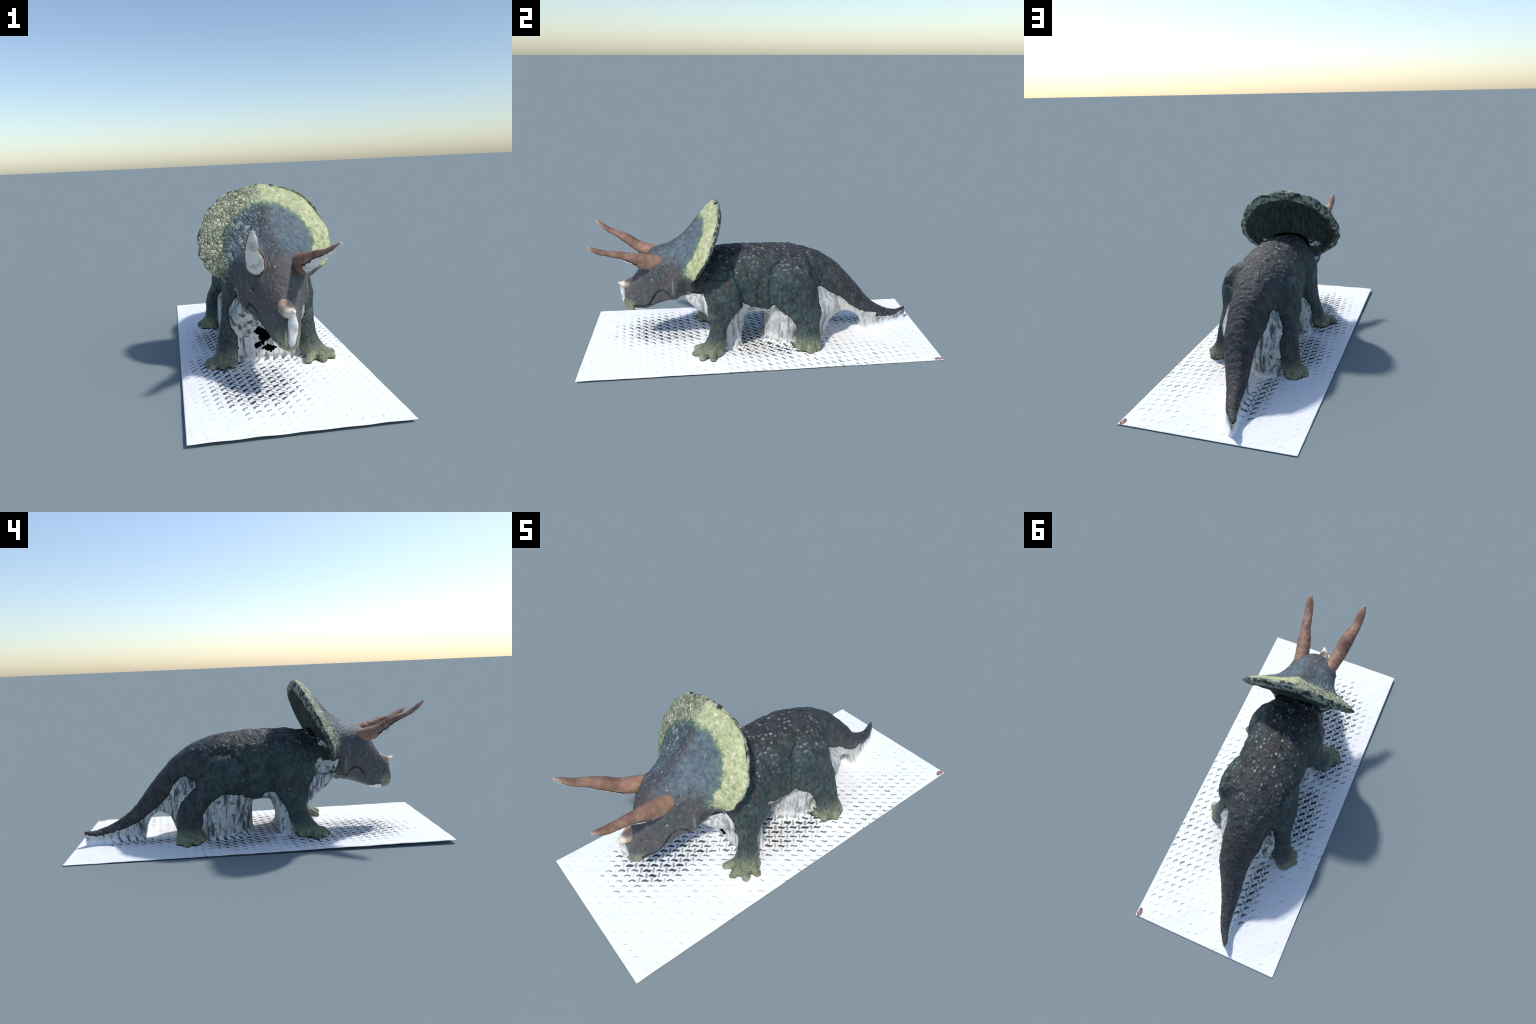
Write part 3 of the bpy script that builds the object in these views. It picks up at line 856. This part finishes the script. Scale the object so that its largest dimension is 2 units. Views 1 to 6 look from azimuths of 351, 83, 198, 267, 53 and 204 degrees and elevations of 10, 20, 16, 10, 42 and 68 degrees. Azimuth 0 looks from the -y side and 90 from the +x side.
# dark rings where the brow and nose horns leave the skin
def ball(name, at, r, mat, stretch=(1, 1, 1), n=14):
    v, f = [], []
    for i in range(n+1):
        for j in range(2*n):
            p_, t_ = math.pi*i/n, math.pi*j/n
            v.append((at[0] + r*stretch[0]*math.sin(p_)*math.cos(t_), at[1] + r*stretch[1]*math.sin(p_)*math.sin(t_), at[2] + r*stretch[2]*math.cos(p_)))
    for i in range(n):
        for j in range(2*n):
            f.append((i*2*n + j, (i+1)*2*n + j, (i+1)*2*n + (j+1) % (2*n), i*2*n + (j+1) % (2*n)))
    return mesh_object(name, v, f, [mat], figurine)

eye = Nodes("pale_eye", .3, .5)
MAT["eye"] = eye.done(eye.mix(eye.step(eye.noise(120), .45, .55), (.03, .03, .03), (.24, .26, .26)))
for sx in (1, -1):
    ball("eye", (sx*.1165, -.600 + .004*sx, .440), .010, MAT["eye"], (.6, 1.1, .8))

# ------------------------------------------------------------------ paper sheet
nx_, ny_ = 168, 402
xs, ys = np.linspace(-.416, .416, nx_), np.linspace(-1.0, 1.0, ny_)
A, B = np.meshgrid(xs, ys, indexing="ij")
zt = paper_z(A, B) + .0009*np.sin(40*A + 3*np.sin(9*B))*np.sin(33*B)
zt += .0012*np.array([noise.noise(Vector((p, q_, 0))*9) for p, q_ in zip(A.ravel(), B.ravel())]).reshape(A.shape)
zt = np.maximum(zt, .0005 + .0*A)
top = np.stack([A, B, zt], -1).reshape(-1, 3)
bot = top - np.array([0, 0, .0025]); bot[:, 2] = np.maximum(bot[:, 2], 0.0)
top[:, 2] = np.maximum(top[:, 2], bot[:, 2] + .0012)
idx = np.arange(nx_*ny_).reshape(nx_, ny_)
qt = np.stack([idx[:-1, :-1], idx[1:, :-1], idx[1:, 1:], idx[:-1, 1:]], -1).reshape(-1, 4)
loop = np.concatenate([idx[:-1, 0], idx[-1, :-1], idx[:0:-1, -1], idx[0, :0:-1]])
n0 = nx_*ny_
nxt = np.roll(loop, -1)
walls = np.stack([loop, loop + n0, nxt + n0, nxt], -1)
mesh_object("sheet", np.vstack([top, bot]), np.vstack([qt, qt[:, ::-1] + n0, walls]), [MAT["paper"]], paper_top)
